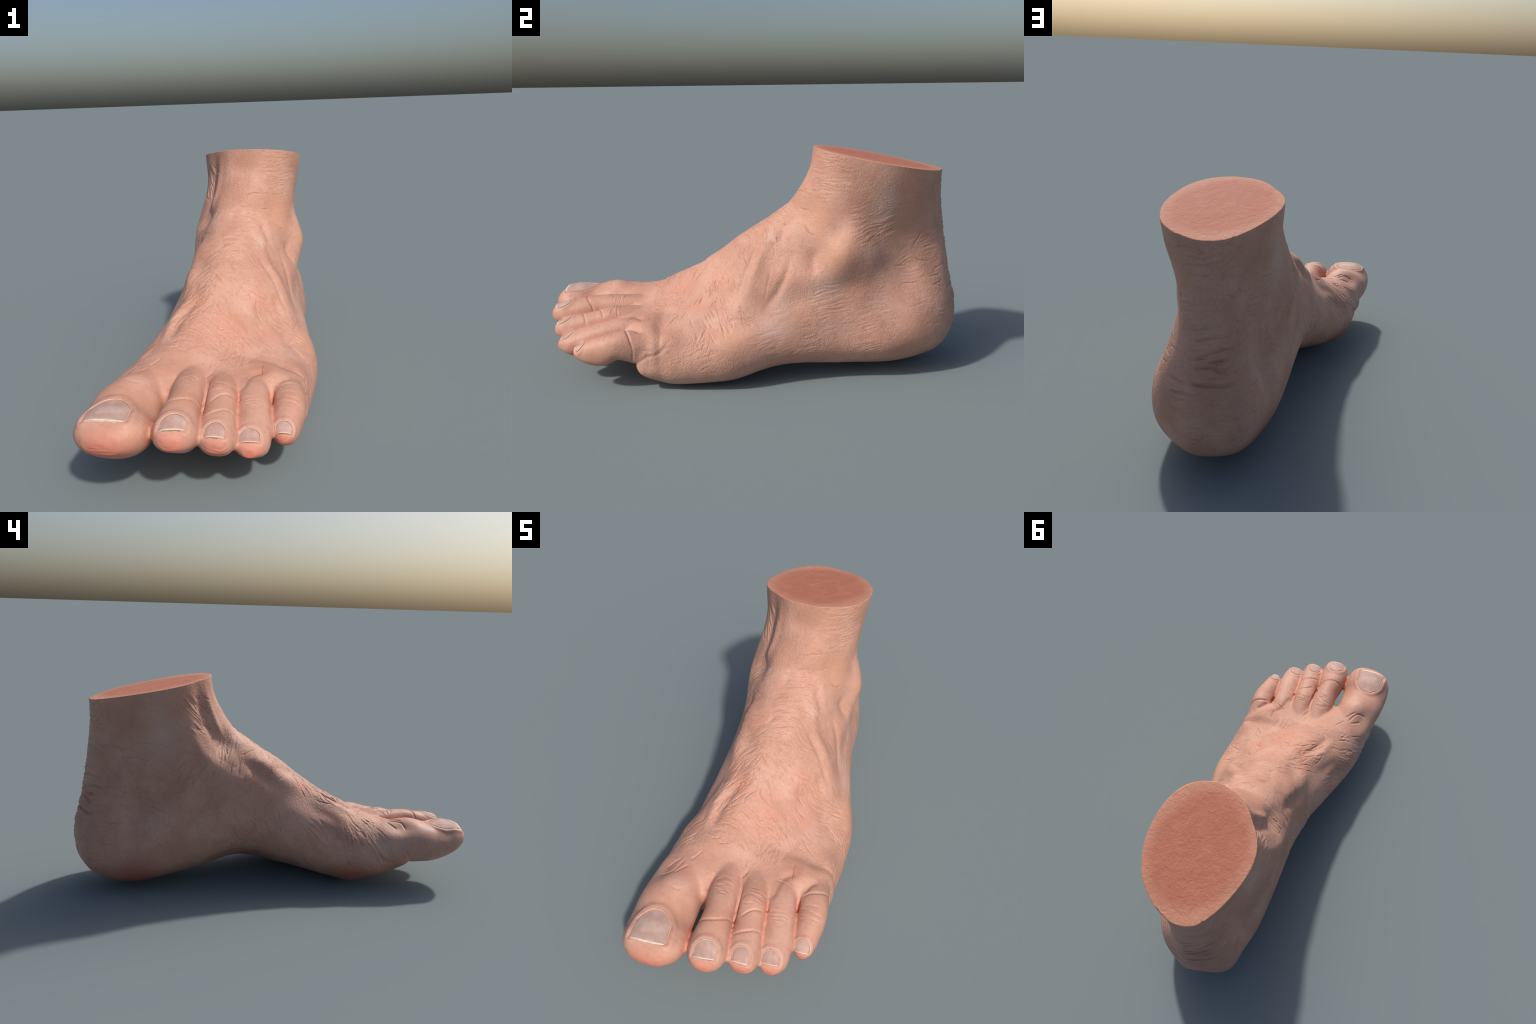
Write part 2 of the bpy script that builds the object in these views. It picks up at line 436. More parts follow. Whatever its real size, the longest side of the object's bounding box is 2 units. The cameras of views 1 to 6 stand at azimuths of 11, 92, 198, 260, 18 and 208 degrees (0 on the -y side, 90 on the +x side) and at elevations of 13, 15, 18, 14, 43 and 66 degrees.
CLEFTS = [      # slits where neighbouring toes touch
    ([(.028, -.63, .285), (.036, -.72, .255), (.045, -.80, .235), (.055, -.87, .21)], .007, -.012),
    ([(.135, -.60, .265), (.147, -.68, .235), (.156, -.76, .205), (.168, -.83, .175)], .007, -.015),
    ([(.243, -.53, .245), (.252, -.60, .215), (.262, -.68, .185), (.270, -.74, .165)], .007, -.015),
]
TOE_FOLDS = [   # knuckle folds and the roots of the toes
    ([(-.088, -.800, .27), (-.061, -.797, .313), (-.024, -.790, .324), (.003, -.777, .319), (.028, -.752, .29), (.036, -.745, .25)], .0050, -.0044),
    ([(.050, -.790, .24), (.071, -.785, .27), (.104, -.772, .28), (.140, -.752, .262), (.150, -.748, .23)], .0050, -.0044),
    ([(.055, -.725, .27), (.070, -.712, .288), (.088, -.695, .297), (.110, -.682, .295), (.138, -.668, .27)], .0045, -.0040),
    ([(.25, -.545, .25), (.275, -.529, .267), (.311, -.515, .272), (.345, -.495, .25), (.36, -.48, .21), (.357, -.485, .17), (.34, -.49, .14)], .0055, -.005),
    ([(.36, -.475, .208), (.352, -.444, .202), (.344, -.384, .194)], .005, -.002),
    ([(.31, -.32, .247), (.334, -.337, .217), (.346, -.377, .182), (.349, -.428, .168), (.34, -.47, .13)], .009, -.004),
    ([(.023, -.492, .309), (.017, -.534, .303), (.006, -.554, .302), (.022, -.606, .291), (.029, -.655, .28), (.034, -.698, .263)], .006, -.006),
    ([(-.095, -.58, .325), (-.104, -.62, .30), (-.112, -.658, .281)], .008, -.006),
    ([(.225, -.455, .281), (.173, -.49, .291), (.151, -.551, .294), (.145, -.61, .272)], .014, -.007),
    ([(.30, -.457, .264), (.272, -.489, .267), (.258, -.526, .256)], .010, -.006),
    ([(-.244, -.566, .336), (-.269, -.588, .326), (-.294, -.614, .31)], .005, -.004),
    ([(-.23, -.568, .337), (-.242, -.609, .337), (-.261, -.643, .334), (-.31, -.653, .307)], .005, -.004),
    ([(-.175, -.514, .348), (-.193, -.543, .34), (-.21, -.569, .337)], .004, -.003),
    ([(-.246, -.703, .345), (-.223, -.715, .343), (-.196, -.713, .336), (-.187, -.698, .333)], .004, -.0018),
    ([(-.204, -.589, .335), (-.228, -.622, .34), (-.249, -.65, .34)], .005, -.004),
]
SOLE_FOLDS = [   # under the ball and the big toe
    ([(-.354, -.646, .221), (-.354, -.652, .195), (-.348, -.666, .177), (-.33, -.69, .14)], .007, -.007),
    ([(-.349, -.456, .223), (-.356, -.486, .179), (-.354, -.508, .148), (-.342, -.528, .112)], .005, -.004),
    ([(-.35, -.492, .222), (-.356, -.523, .182), (-.355, -.551, .161), (-.354, -.577, .156), (-.335, -.60, .115)], .007, -.006),
    ([(-.295, -.406, .312), (-.303, -.422, .303), (-.322, -.439, .28)], .005, -.003),
]
HEEL_CREASES = [
    ([(.089, .851, .493), (-.009, .93, .507), (-.071, .945, .506), (-.109, .925, .52), (-.148, .889, .531), (-.197, .817, .518)], .0055, -.0065),
    ([(.028, .922, .467), (-.068, .954, .474), (-.127, .929, .47), (-.146, .919, .457), (-.18, .889, .448)], .006, -.0075),
    ([(.069, .922, .405), (-.008, .962, .409), (-.083, .968, .412), (-.141, .941, .405), (-.187, .903, .401), (-.21, .864, .419)], .0055, -.0065),
    ([(.056, .949, .355), (-.043, .983, .375), (-.12, .964, .37)], .005, -.005),
    ([(.059, .859, .543), (-.059, .935, .57), (-.116, .908, .58), (-.185, .81, .559)], .005, -.0045),
    ([(.071, .836, .556), (-.055, .927, .615), (-.146, .871, .61)], .005, -.004),
    ([(-.066, .949, .495), (-.13, .919, .493), (-.163, .887, .492)], .005, -.005),
]
BONES = [((.248, .445, .595), (.05, .065, .07), .014), ((-.250, -.110, .41), (.04, .06, .05), .006),
         ((.215, .470, .450), (.05, .08, .05), -.010), ((.32, -.10, .20), (.05, .08, .06), .004)]

# ----------------------------------------------------------------------------
# one level finer, then the strokes
# ----------------------------------------------------------------------------
tmp = bpy.data.objects.new('tmp', skin); bpy.context.scene.collection.objects.link(tmp)
sub = tmp.modifiers.new('fine', 'SUBSURF'); sub.levels = sub.render_levels = 1
fine = evaluated_mesh(tmp)
P = coords(fine); N = normals_of(fine)
H = sum(blob(P, *b) for b in BONES)
for pts, w, h in TENDONS:
    H = H + stroke(P, N, pts, w * 1.25, h, soft=.42)
for pts, w, h in CLEFTS + TOE_FOLDS + SOLE_FOLDS + [(p, w, 1.45 * h) for p, w, h in HEEL_CREASES]:
    H = H + stroke(P, N, pts, w, h)
P = P + N * H[:, None]
set_coords(fine, P); N = normals_of(fine)

# wrinkles: short wandering creases that follow the skin's own directions
WRINKLE_GUIDES = [
    ((-.06, .07, .69), (.07, .11, .69)),
    ((-.01, .16, .76), (.09, .20, .75)),
    ((-.05, -.05, .62), (.02, -.01, .63)),
    ((.00, .04, .68), (.10, .07, .61)),
    ((.02, -.03, .62), (.10, -.04, .56)),
    ((-.02, -.09, .59), (.04, -.08, .56)),
    ((-.00, -.11, .56), (.08, -.13, .49)),
    ((-.05, -.14, .55), (.01, -.19, .48)),
    ((-.16, -.17, .49), (-.07, -.13, .56)),
    ((-.16, -.04, .59), (-.08, -.02, .64)),
    ((-.16, -.23, .46), (-.08, -.17, .53)),
    ((-.16, -.34, .42), (-.11, -.26, .47)),
    ((.07, -.13, .49), (.15, -.11, .42)),
    ((.10, -.09, .50), (.20, -.11, .36)),
    ((-.05, -.33, .42), (.02, -.35, .38)),
    ((-.01, -.31, .41), (.07, -.34, .35)),
    ((.08, -.34, .35), (.08, -.43, .31)),
    ((.09, -.29, .37), (.13, -.32, .33)),
    ((.14, -.25, .36), (.20, -.30, .31)),
    ((-.17, -.39, .39), (-.09, -.41, .39)),
    ((.22, -.12, .33), (.29, -.09, .28)),
    ((.26, -.21, .28), (.35, -.19, .19)),
    ((-.11, .89, .74), (-.20, .70, .73)),
    ((-.11, .91, .61), (-.21, .69, .60)),
    ((-.12, .92, .51), (-.22, .67, .49)),
    ((-.21, .71, .47), (-.25, .58, .44)),
    ((-.23, .63, .47), (-.27, .42, .61)),
    ((-.25, .58, .43), (-.26, .34, .63)),
    ((-.28, .48, .39), (-.25, .29, .57)),
    ((-.28, .42, .38), (-.26, .32, .51)),
    ((-.26, .29, .46), (-.26, .21, .32)),
    ((-.26, .23, .46), (-.25, .12, .27)),
    ((-.27, .15, .37), (-.26, .07, .26)),
    ((-.26, .11, .43), (-.27, .04, .28)),
    ((-.29, -.16, .32), (-.32, -.23, .24)),
    ((-.27, -.31, .36), (-.32, -.33, .28)),
    ((-.25, -.40, .35), (-.31, -.45, .29)),
    ((-.14, .23, .76), (-.21, .26, .68)),
    ((-.18, .12, .65), (-.20, .14, .62)),
    ((-.10, -.01, .63), (-.21, .08, .58)),
    ((-.32, -.38, .28), (-.34, -.52, .11)),
    ((-.29, -.07, .28), (-.24, -.18, .11)),
    ((-.13, .97, .30), (-.26, .80, .32)),
    ((-.22, .46, .93), (-.19, .37, .84)),
    ((.04, .86, .60), (.12, .72, .55)),
    ((.05, .91, .46), (.17, .69, .43)),
    ((.09, .92, .36), (.18, .77, .36)),
    ((.22, .64, .27), (.24, .52, .24)),
    ((.32, .04, .25), (.28, .20, .28)),
    ((.30, .16, .21), (.26, .32, .24)),
    ((.20, .51, .72), (.17, .63, .76)),
    ((.25, .32, .35), (.21, .48, .38)),
    ((.35, -.31, .18), (.33, -.15, .23)),
    ((.11, .32, .93), (.20, .43, .92)),
    ((.15, .71, .82), (.06, .85, .80)),
    ((.22, .40, .39), (.18, .65, .41)),
    ((.03, .88, .86), (-.14, .87, .89)),
    ((.04, .85, .69), (-.14, .87, .71)),
    ((.01, .93, .48), (-.17, .88, .50)),
    ((.03, .97, .30), (-.16, .95, .32)),
]
PAD_GUIDES = [      # ridges across the toe pads and knuckles: centre, half length
    ((-.22, -.985, .20), .08), ((-.01, -.945, .22), .04), ((.12, -.90, .185), .035), ((.22, -.855, .155), .035), ((.31, -.757, .16), .03),
    ((-.04, -.63, .34), .04), ((.08, -.64, .31), .035), ((.20, -.66, .27), .035), ((.31, -.61, .26), .03)]
GUIDES = WRINKLE_GUIDES + [((c[0] - l, c[1], c[2]), (c[0] + l, c[1], c[2])) for c, l in PAD_GUIDES]

def rule(i):            # reach, length and spacing of the creases, depth, loose strokes
    if i < 4: return .085, .28, .026, .0044, 15           # front of the ankle
    if i < 22: return .075, .24, .026, .0030, 15          # instep
    if i < 44: return .090, .30, .026, .0030, 10          # inner side
    if i < 56: return .110, .12, .0145, .0012, 0          # outer side
    if i < 60: return .130, .40, .023, .0040, 22          # back of the heel
    if i < 65: return .050, .14, .0125, .0013, 0         # toe pads
    return .042, .10, .015, .0022, 1                     # toe knuckles

def perlin(q, seed):
    """Gradient noise on rows of 3D points."""
    i = np.floor(q).astype(np.int64); f = q - i
    u = f * f * f * (f * (f * 6 - 15) + 10)
    out = 0
    for dx in (0, 1):
        for dy in (0, 1):
            for dz in (0, 1):
                h = (i[:, 0] + dx) * 374761393 + (i[:, 1] + dy) * 668265263 + (i[:, 2] + dz) * 2147483647 + seed * 974634777
                h = (h ^ (h >> 13)) * 1274126177 & 0x7fffffff
                h = h ^ (h >> 16)
                th = (h & 1023) * (2 * np.pi / 1024); cz = ((h >> 10) & 1023) / 511.5 - 1
                sz = np.sqrt(1 - cz * cz)
                dot = (f[:, 0] - dx) * sz * np.cos(th) + (f[:, 1] - dy) * sz * np.sin(th) + (f[:, 2] - dz) * cz
                out = out + dot * np.abs(1 - dx - u[:, 0]) * np.abs(1 - dy - u[:, 1]) * np.abs(1 - dz - u[:, 2])
    return out

from mathutils.kdtree import KDTree
kd = KDTree(len(P))
for i, q in enumerate(P.tolist()):
    kd.insert(q, i)
kd.balance()
GA = np.array([g[0] for g in GUIDES]); GB = np.array([g[1] for g in GUIDES])
GM, GD = (GA + GB) / 2, (GB - GA)
GL = np.linalg.norm(GD, axis=1); GD = GD / GL[:, None]

# creases: the zero lines of a noise that is drawn out along the skin's local direction
field, weight = np.zeros(len(P)), np.zeros(len(P))
for gi in range(len(GM)):
    reach, long, gap, depth, _n = rule(gi)
    d = GD[gi]
    mid = np.array(kd.find(GM[gi])[0]); nn = N[kd.find(GM[gi])[1]]
    side = np.cross(nn, d); side /= np.linalg.norm(side)
    near = np.where(((P - mid) ** 2).sum(1) < (2.0 * reach) ** 2)[0]
    q = P[near] - mid
    w = np.exp(-(q * q).sum(1) / reach ** 2) * smoothstep(0, .5, N[near] @ nn)
    c = np.stack([q @ d, q @ side, q @ nn], 1)
    bend = perlin(c / .07 + 31.7 * gi, 5)
    c1 = np.stack([c[:, 0] / long, (c[:, 1] + .016 * bend) / gap, c[:, 2] / .12], 1) + 17.3 * gi
    n1, n2 = perlin(c1, 1), perlin(c1 * [2.1, 1.7, 1.0] + 5.1, 2)
    m1 = smoothstep(-.30, .22, perlin(c / .10 + 3.3 * gi, 3)); m2 = smoothstep(-.15, .3, perlin(c / .06 + 9.9 * gi, 4))
    h = -m1 * np.exp(-(n1 / .13) ** 2) - .55 * m2 * np.exp(-(n2 / .19) ** 2) + .5 * np.abs(n1) * m1
    field[near] += w ** 4 * h * depth
    weight[near] += w ** 4
H = field / np.maximum(weight, .03)

def direction(q):
    w = np.exp(-((GM - q) ** 2).sum(1) / .05 ** 2) + 1e-9
    ref = GD[w.argmax()]
    d = (GD * np.sign(GD @ ref)[:, None] * w[:, None]).sum(0)
    return d / np.linalg.norm(d)

# loose creases that wander along the same directions
for gi in range(len(GM)):
    reach, long, gap, depth, count = rule(gi)
    width, spread = .0027, reach * .65
    for _ in range(count):
        start = GM[gi] + RNG.normal(0, spread, 3)
        co, idx, _d = kd.find(start)
        if _d > spread * 1.3:
            continue
        length = np.clip(GL[gi] * RNG.uniform(.4, 1.2), .03, .13)
        step, pts, q = .008, [], np.array(co)
        turn = RNG.normal(0, .22)
        for k in range(max(3, int(length / step))):
            pts.append(q)
            d = direction(q)
            nn = N[idx]
            turn += RNG.normal(0, .2); turn *= .9
            d = d + np.cross(nn, d) * turn
            d -= nn * (d @ nn)
            q = q + d / np.linalg.norm(d) * step
            co, idx, _d = kd.find(q); q = q * .4 + np.array(co) * .6
        pts = np.array(pts)
        ids = sorted({i for q in pts for (_c, i, _r) in kd.find_range(q, 3 * width)})
        if not ids:
            continue
        ids = np.array(ids); qq = P[ids]
        best = np.full(len(ids), 9.); pos = np.zeros(len(ids)); m = len(pts) - 1
        for k in range(m):
            dd, t = seg_dist(qq, pts[k], pts[k + 1])
            c = dd < best; best[c] = dd[c]; pos[c] = (k + t[c]) / m
        fade = smoothstep(0, .35, pos) * smoothstep(1, .65, pos) * RNG.uniform(.35, 1.0) * (.0052 if gi < 22 else .0045)
        prof = np.exp(-(best / width) ** 2)
        H[ids] = H[ids] * (1 - .7 * prof) - fade * prof
P = P + N * H[:, None]
set_coords(fine, P)
print('wrinkles done', len(P))

# ----------------------------------------------------------------------------
# materials
# ----------------------------------------------------------------------------
class Nodes:
    def __init__(self, name, roughness, specular=.4):
        self.m = bpy.data.materials.new(name); self.m.use_nodes = True
        self.t = self.m.node_tree
        self.bsdf = self.t.nodes['Principled BSDF']
        self.bsdf.inputs['Roughness'].default_value = roughness
        self.bsdf.inputs['Specular IOR Level'].default_value = specular
        self.obj = self.t.nodes.new('ShaderNodeTexCoord').outputs['Object']
    def put(self, sock, val):
        if hasattr(val, 'links') or isinstance(val, bpy.types.NodeSocket): self.t.links.new(val, sock)
        else: sock.default_value = val
    def math(self, op, a, b=0.0, clamp=False):
        n = self.t.nodes.new('ShaderNodeMath'); n.operation = op; n.use_clamp = clamp
        self.put(n.inputs[0], a); self.put(n.inputs[1], b); return n.outputs[0]
    def noise(self, scale, detail=4, rough=.55, stretch=None, distortion=0.0):
        n = self.t.nodes.new('ShaderNodeTexNoise')
        n.inputs['Scale'].default_value = scale; n.inputs['Detail'].default_value = detail
        n.inputs['Roughness'].default_value = rough; n.inputs['Distortion'].default_value = distortion
        if stretch:
            mp = self.t.nodes.new('ShaderNodeMapping'); mp.inputs['Scale'].default_value = stretch
            self.t.links.new(self.obj, mp.inputs['Vector']); self.t.links.new(mp.outputs[0], n.inputs['Vector'])
        else: self.t.links.new(self.obj, n.inputs['Vector'])
        return n.outputs['Fac']
    def ramp(self, fac, lo, hi):
        n = self.t.nodes.new('ShaderNodeMapRange'); n.interpolation_type = 'SMOOTHSTEP'
        self.put(n.inputs['Value'], fac)
        n.inputs['From Min'].default_value = lo; n.inputs['From Max'].default_value = hi
        return n.outputs['Result']
    def near(self, centre, radii):
        """1 at centre, falling to 0 at the ellipsoid's border."""
        mp = self.t.nodes.new('ShaderNodeVectorMath'); mp.operation = 'SUBTRACT'
        self.put(mp.inputs[0], self.obj); mp.inputs[1].default_value = centre
        dv = self.t.nodes.new('ShaderNodeVectorMath'); dv.operation = 'DIVIDE'
        self.put(dv.inputs[0], mp.outputs[0]); dv.inputs[1].default_value = radii
        ln = self.t.nodes.new('ShaderNodeVectorMath'); ln.operation = 'LENGTH'
        self.put(ln.inputs[0], dv.outputs[0])
        return self.ramp(ln.outputs['Value'], 1.0, 0.0)
    def mix(self, fac, a, b):
        n = self.t.nodes.new('ShaderNodeMix'); n.data_type = 'RGBA'
        self.put(n.inputs['Factor'], fac); self.put(n.inputs[6], a); self.put(n.inputs[7], b)
        return n.outputs[2]
    def bump(self, height, strength, distance, normal=None):
        n = self.t.nodes.new('ShaderNodeBump'); n.inputs['Strength'].default_value = strength
        n.inputs['Distance'].default_value = distance; self.put(n.inputs['Height'], height)
        if normal is not None: self.put(n.inputs['Normal'], normal)
        return n.outputs['Normal']

def rgb(r, g, b):
    """sRGB 0-255 to linear."""
    f = lambda c: c / 12.92 if c <= .04045 else ((c + .055) / 1.055) ** 2.4
    return (f(r / 255), f(g / 255), f(b / 255), 1)

SKIN = rgb(205, 153, 131)
TINTS = [   # colour, strength, list of (centre, radii)
    (rgb(212, 118, 96), .90, [((-.22, -1.0, .20), (.17, .13, .13)), ((-.01, -.97, .22), (.10, .11, .10)), ((.12, -.92, .18), (.09, .10, .10)),
                              ((.22, -.87, .15), (.09, .10, .10)), ((.31, -.765, .15), (.08, .09, .09))]),
    (rgb(214, 108, 80), .75, [((-.098, -.86, .21), (.045, .12, .10)), ((.045, -.82, .20), (.028, .14, .09)), ((.158, -.76, .17), (.028, .16, .09)),
                              ((.258, -.66, .16), (.028, .16, .09)), ((.04, -.70, .22), (.025, .10, .06)), ((.14, -.65, .21), (.03, .10, .08)), ((.25, -.57, .20), (.03, .09, .07))]),
    (rgb(176, 98, 80), .80, [((-.22, .70, .08), (.17, .26, .17)), ((-.32, -.40, .07), (.14, .26, .12))]),
    (rgb(212, 146, 122), .45, [((-.10, -.24, .48), (.06, .06, .06)), ((.12, -.10, .45), (.09, .10, .09)), ((.17, -.22, .35), (.08, .08, .08)),
                               ((.03, -.30, .40), (.16, .16, .12)), ((-.16, -.14, .50), (.07, .09, .07)), ((.33, -.62, .19), (.08, .12, .08))]),
    (rgb(176, 122, 100), .60, [((-.045, -.60, .34), (.065, .07, .05)), ((.08, -.60, .33), (.05, .05, .04)), ((-.22, -.62, .35), (.10, .08, .07)), ((.20, -.46, .30), (.07, .05, .05)),
                              ((-.14, .02, .62), (.10, .12, .10)), ((-.12, .36, .98), (.10, .10, .20)), ((.0, .28, 1.02), (.14, .10, .10))]),
    (rgb(208, 154, 124), .50, [((.235, .44, .61), (.10, .11, .11)), ((.17, .28, .78), (.12, .14, .16)), ((.30, -.05, .24), (.09, .13, .09)), ((-.22, .30, .66), (.09, .12, .10))]),
    (rgb(204, 168, 152), .75, [((.28, .14, .27), (.10, .15, .09)), ((.25, .17, .40), (.06, .10, .14)), ((.20, .36, .45), (.08, .12, .09)), ((.31, -.28, .04), (.12, .20, .07)),
                               ((.10, .11, .655), (.04, .04, .05)), ((-.27, .56, .80), (.12, .12, .16)), ((.20, .62, .80), (.10, .10, .16)), ((-.35, -.55, .24), (.08, .14, .07))]),
    (rgb(182, 134, 104), .40, [((-.20, .70, .86), (.14, .14, .20)), ((.15, .72, .74), (.12, .14, .22))]),
]

def skin_material():
    k = Nodes('skin', .52, .38)
    blotch = k.noise(7, 4, .6)
    speck = k.noise(42, 3, .6)
    col = k.mix(k.ramp(blotch, .35, .68), rgb(190, 141, 120), rgb(203, 157, 138))
    col = k.mix(k.math('MULTIPLY', k.ramp(speck, .45, .75), .28), col, rgb(208, 148, 128))
    fleck = k.ramp(k.noise(70, 3, .6, distortion=.6), .50, .72)
    col = k.mix(k.math('MULTIPLY', fleck, .34), col, rgb(170, 114, 96))
    wobble = k.math('ADD', k.math('MULTIPLY', k.noise(11, 3, .6), 1.2), .40)
    for tint, strength, spots in TINTS:
        mask = None
        for c, r in spots:
            m = k.near(c, r)
            mask = m if mask is None else k.math('MAXIMUM', mask, m)
        mask = k.math('MULTIPLY', k.math('MULTIPLY', mask, wobble, True), strength)
        col = k.mix(mask, col, tint)
    # tiny dark pores
    vor = k.t.nodes.new('ShaderNodeTexVoronoi'); vor.inputs['Scale'].default_value = 34
    k.t.links.new(k.obj, vor.inputs['Vector'])
    pore = k.math('MULTIPLY', k.ramp(vor.outputs['Distance'], .085, .03), k.ramp(k.noise(5), .56, .66))
    col = k.mix(k.math('MULTIPLY', pore, .45), col, rgb(120, 72, 56))
    k.put(k.bsdf.inputs['Base Color'], col)
    grain = k.noise(150, 3, .6)
    cells = k.t.nodes.new('ShaderNodeTexVoronoi'); cells.feature = 'DISTANCE_TO_EDGE'; cells.inputs['Scale'].default_value = 95
    warp = k.t.nodes.new('ShaderNodeVectorMath'); warp.operation = 'ADD'
    k.put(warp.inputs[0], k.obj)
    sc = k.t.nodes.new('ShaderNodeVectorMath'); sc.operation = 'SCALE'; sc.inputs['Scale'].default_value = .02
    nz = k.t.nodes.new('ShaderNodeTexNoise'); nz.inputs['Scale'].default_value = 30
    k.t.links.new(k.obj, nz.inputs['Vector']); k.t.links.new(nz.outputs['Color'], sc.inputs[0]); k.put(warp.inputs[1], sc.outputs[0])
    k.t.links.new(warp.outputs[0], cells.inputs['Vector'])
    lines = k.ramp(cells.outputs['Distance'], 0, .12)
    # the leathery grain fades out on the smooth toes
    sep = k.t.nodes.new('ShaderNodeSeparateXYZ'); k.put(sep.inputs[0], k.obj)
    leather = k.math('MULTIPLY', k.ramp(sep.outputs['Y'], -.66, -.45), k.math('ADD', k.math('MULTIPLY', k.ramp(k.noise(4, 2), .35, .6), .7), .3))
    h = k.math('MULTIPLY', k.math('ADD', k.math('MULTIPLY', grain, .7), k.math('MULTIPLY', lines, .28)), k.math('ADD', leather, .12))
    mid = k.math('MULTIPLY', k.noise(62, 3, .55, distortion=.6), k.math('ADD', leather, .15))
    nrm = k.bump(k.noise(26, 4, .6, distortion=.8), .22, .006)
    nrm = k.bump(mid, .5, .0046, nrm)
    nrm = k.bump(h, .55, .0034, nrm)
    k.put(k.bsdf.inputs['Normal'], nrm)
    k.put(k.bsdf.inputs['Roughness'], k.math('ADD', k.math('MULTIPLY', k.noise(20), .2), .44))
    return k.m

def cut_material():
    k = Nodes('cut_flesh', .72, .25)
    edge = k.near((-.015, .60, .99), (.28, .35, 9))
    edge = k.math('ADD', edge, k.math('MULTIPLY', k.math('SUBTRACT', k.noise(9), .5), .18))
    col = k.mix(k.ramp(edge, .03, .34), rgb(204, 146, 121), rgb(186, 117, 94))
    col = k.mix(k.math('MULTIPLY', k.ramp(k.noise(14, 4), .4, .7), .5), col, rgb(200, 130, 106))
    k.put(k.bsdf.inputs['Base Color'], col)
    nrm = k.bump(k.noise(34, 5, .6, distortion=.6), .45, .010)
    k.put(k.bsdf.inputs['Normal'], k.bump(k.noise(120, 3), .4, .004, nrm))
    return k.m

def nail_material():
    k = Nodes('nail', .62, .25)
    col = k.mix(k.ramp(k.noise(22, 3), .35, .7), rgb(186, 150, 137), rgb(200, 170, 158))
    col = k.mix(k.math('MULTIPLY', k.ramp(k.noise(30, 3, .5, (1, .35, 1)), .5, .75), .5), col, rgb(186, 138, 118))
    k.put(k.bsdf.inputs['Base Color'], col)
    k.put(k.bsdf.inputs['Normal'], k.bump(k.noise(50, 2, .5, (2.2, .25, 1)), .12, .004))
    return k.m

def plain_material(name, a, b, rough):
    k = Nodes(name, rough, .4)
    k.put(k.bsdf.inputs['Base Color'], k.mix(k.ramp(k.noise(30, 3), .35, .7), a, b))
    return k.m

MAT_SKIN, MAT_CUT, MAT_NAIL = skin_material(), cut_material(), nail_material()
MAT_EDGE = plain_material('nail_free_edge', rgb(214, 198, 180), rgb(230, 218, 202), .45)
MAT_CUTICLE = plain_material('cuticle', rgb(212, 176, 158), rgb(224, 194, 178), .5)

# ----------------------------------------------------------------------------
# slice the leg, split the skin into its parts
# ----------------------------------------------------------------------------
foot = bpy.data.objects.new('human_foot', None)
bpy.context.scene.collection.objects.link(foot)
foot['label'] = 'bare human foot with wrinkled skin, cut off above the ankle'
foot['category'] = 'human foot'

bm = bmesh.new(); bm.from_mesh(fine)
plane_n = Vector((0, CUT_SLOPE, 1)).normalized()
bmesh.ops.bisect_plane(bm, geom=bm.verts[:] + bm.edges[:] + bm.faces[:], plane_co=(0, 0, CUT_Z0), plane_no=plane_n, clear_outer=True)
bmesh.ops.remove_doubles(bm, verts=[v for v in bm.verts if v.is_boundary], dist=.0008)
bm.verts.index_update()
cur = next(v for v in bm.verts if v.is_boundary)
outline, seen = [], set()
while cur is not None:                      # walk round the open end
    outline.append(tuple(cur.co)); seen.add(cur.index)
    nxt = [e.other_vert(cur) for e in cur.link_edges if e.is_boundary and e.other_vert(cur).index not in seen]
    cur = nxt[0] if nxt else None
bm.to_mesh(fine); bm.free()
P = coords(fine); N = normals_of(fine)
nf = len(fine.polygons)
counts = np.empty(nf, np.int32); fine.polygons.foreach_get('loop_total', counts)
starts = np.empty(nf, np.int32); fine.polygons.foreach_get('loop_start', starts)
loops = np.empty(len(fine.loops), np.int32); fine.loops.foreach_get('vertex_index', loops)
C = np.stack([np.add.reduceat(P[loops, j], starts) for j in range(3)], 1) / counts[:, None]

root = np.interp(C[:, 0], [-.36, -.12, .02, .13, .24, .36], [-.60, -.615, -.595, -.575, -.53, -.47])
toe_id = np.full(nf, -1)
rel = []
for t in TOES:
    r = np.array(t['rings'])[::-1]
    cx = np.interp(C[:, 1], r[:, 0], r[:, 1]); w = np.maximum(np.interp(C[:, 1], r[:, 0], r[:, 4]), .05)
    rel.append(np.abs(C[:, 0] - cx) - w)
toe_id = np.where(C[:, 1] < root, np.argmin(rel, 0), -1)
angle = np.degrees(np.arctan2(C[:, 1] - PIVOT_Y, PIVOT_Z - C[:, 2]))
region = np.where(toe_id >= 0, toe_id, np.where(angle > 58, 5, np.where((angle > 36) & (C[:, 1] > .30) & (C[:, 2] < .62), 6, 7)))

face_of_loop = np.repeat(np.arange(nf), counts)
def skin_part(name, k):
    mine = loops[region[face_of_loop] == k]
    used, flat = np.unique(mine, return_inverse=True)
    sizes = counts[region == k]
    ends = np.cumsum(sizes)
    flat = flat.tolist()
    faces = [flat[e - c:e] for e, c in zip(ends.tolist(), sizes.tolist())]
    ob = new_object(name, P[used], faces, foot)
    me = ob.data
    me.polygons.foreach_set('use_smooth', np.ones(len(me.polygons), bool))
    me.materials.append(MAT_SKIN)
    me.normals_split_custom_set_from_vertices(N[used].tolist())
    return ob

PART = ['big_toe', 'toe', 'toe', 'toe', 'toe', 'ankle', 'heel', 'instep']
parts = [skin_part(PART[k], k) for k in range(8)]

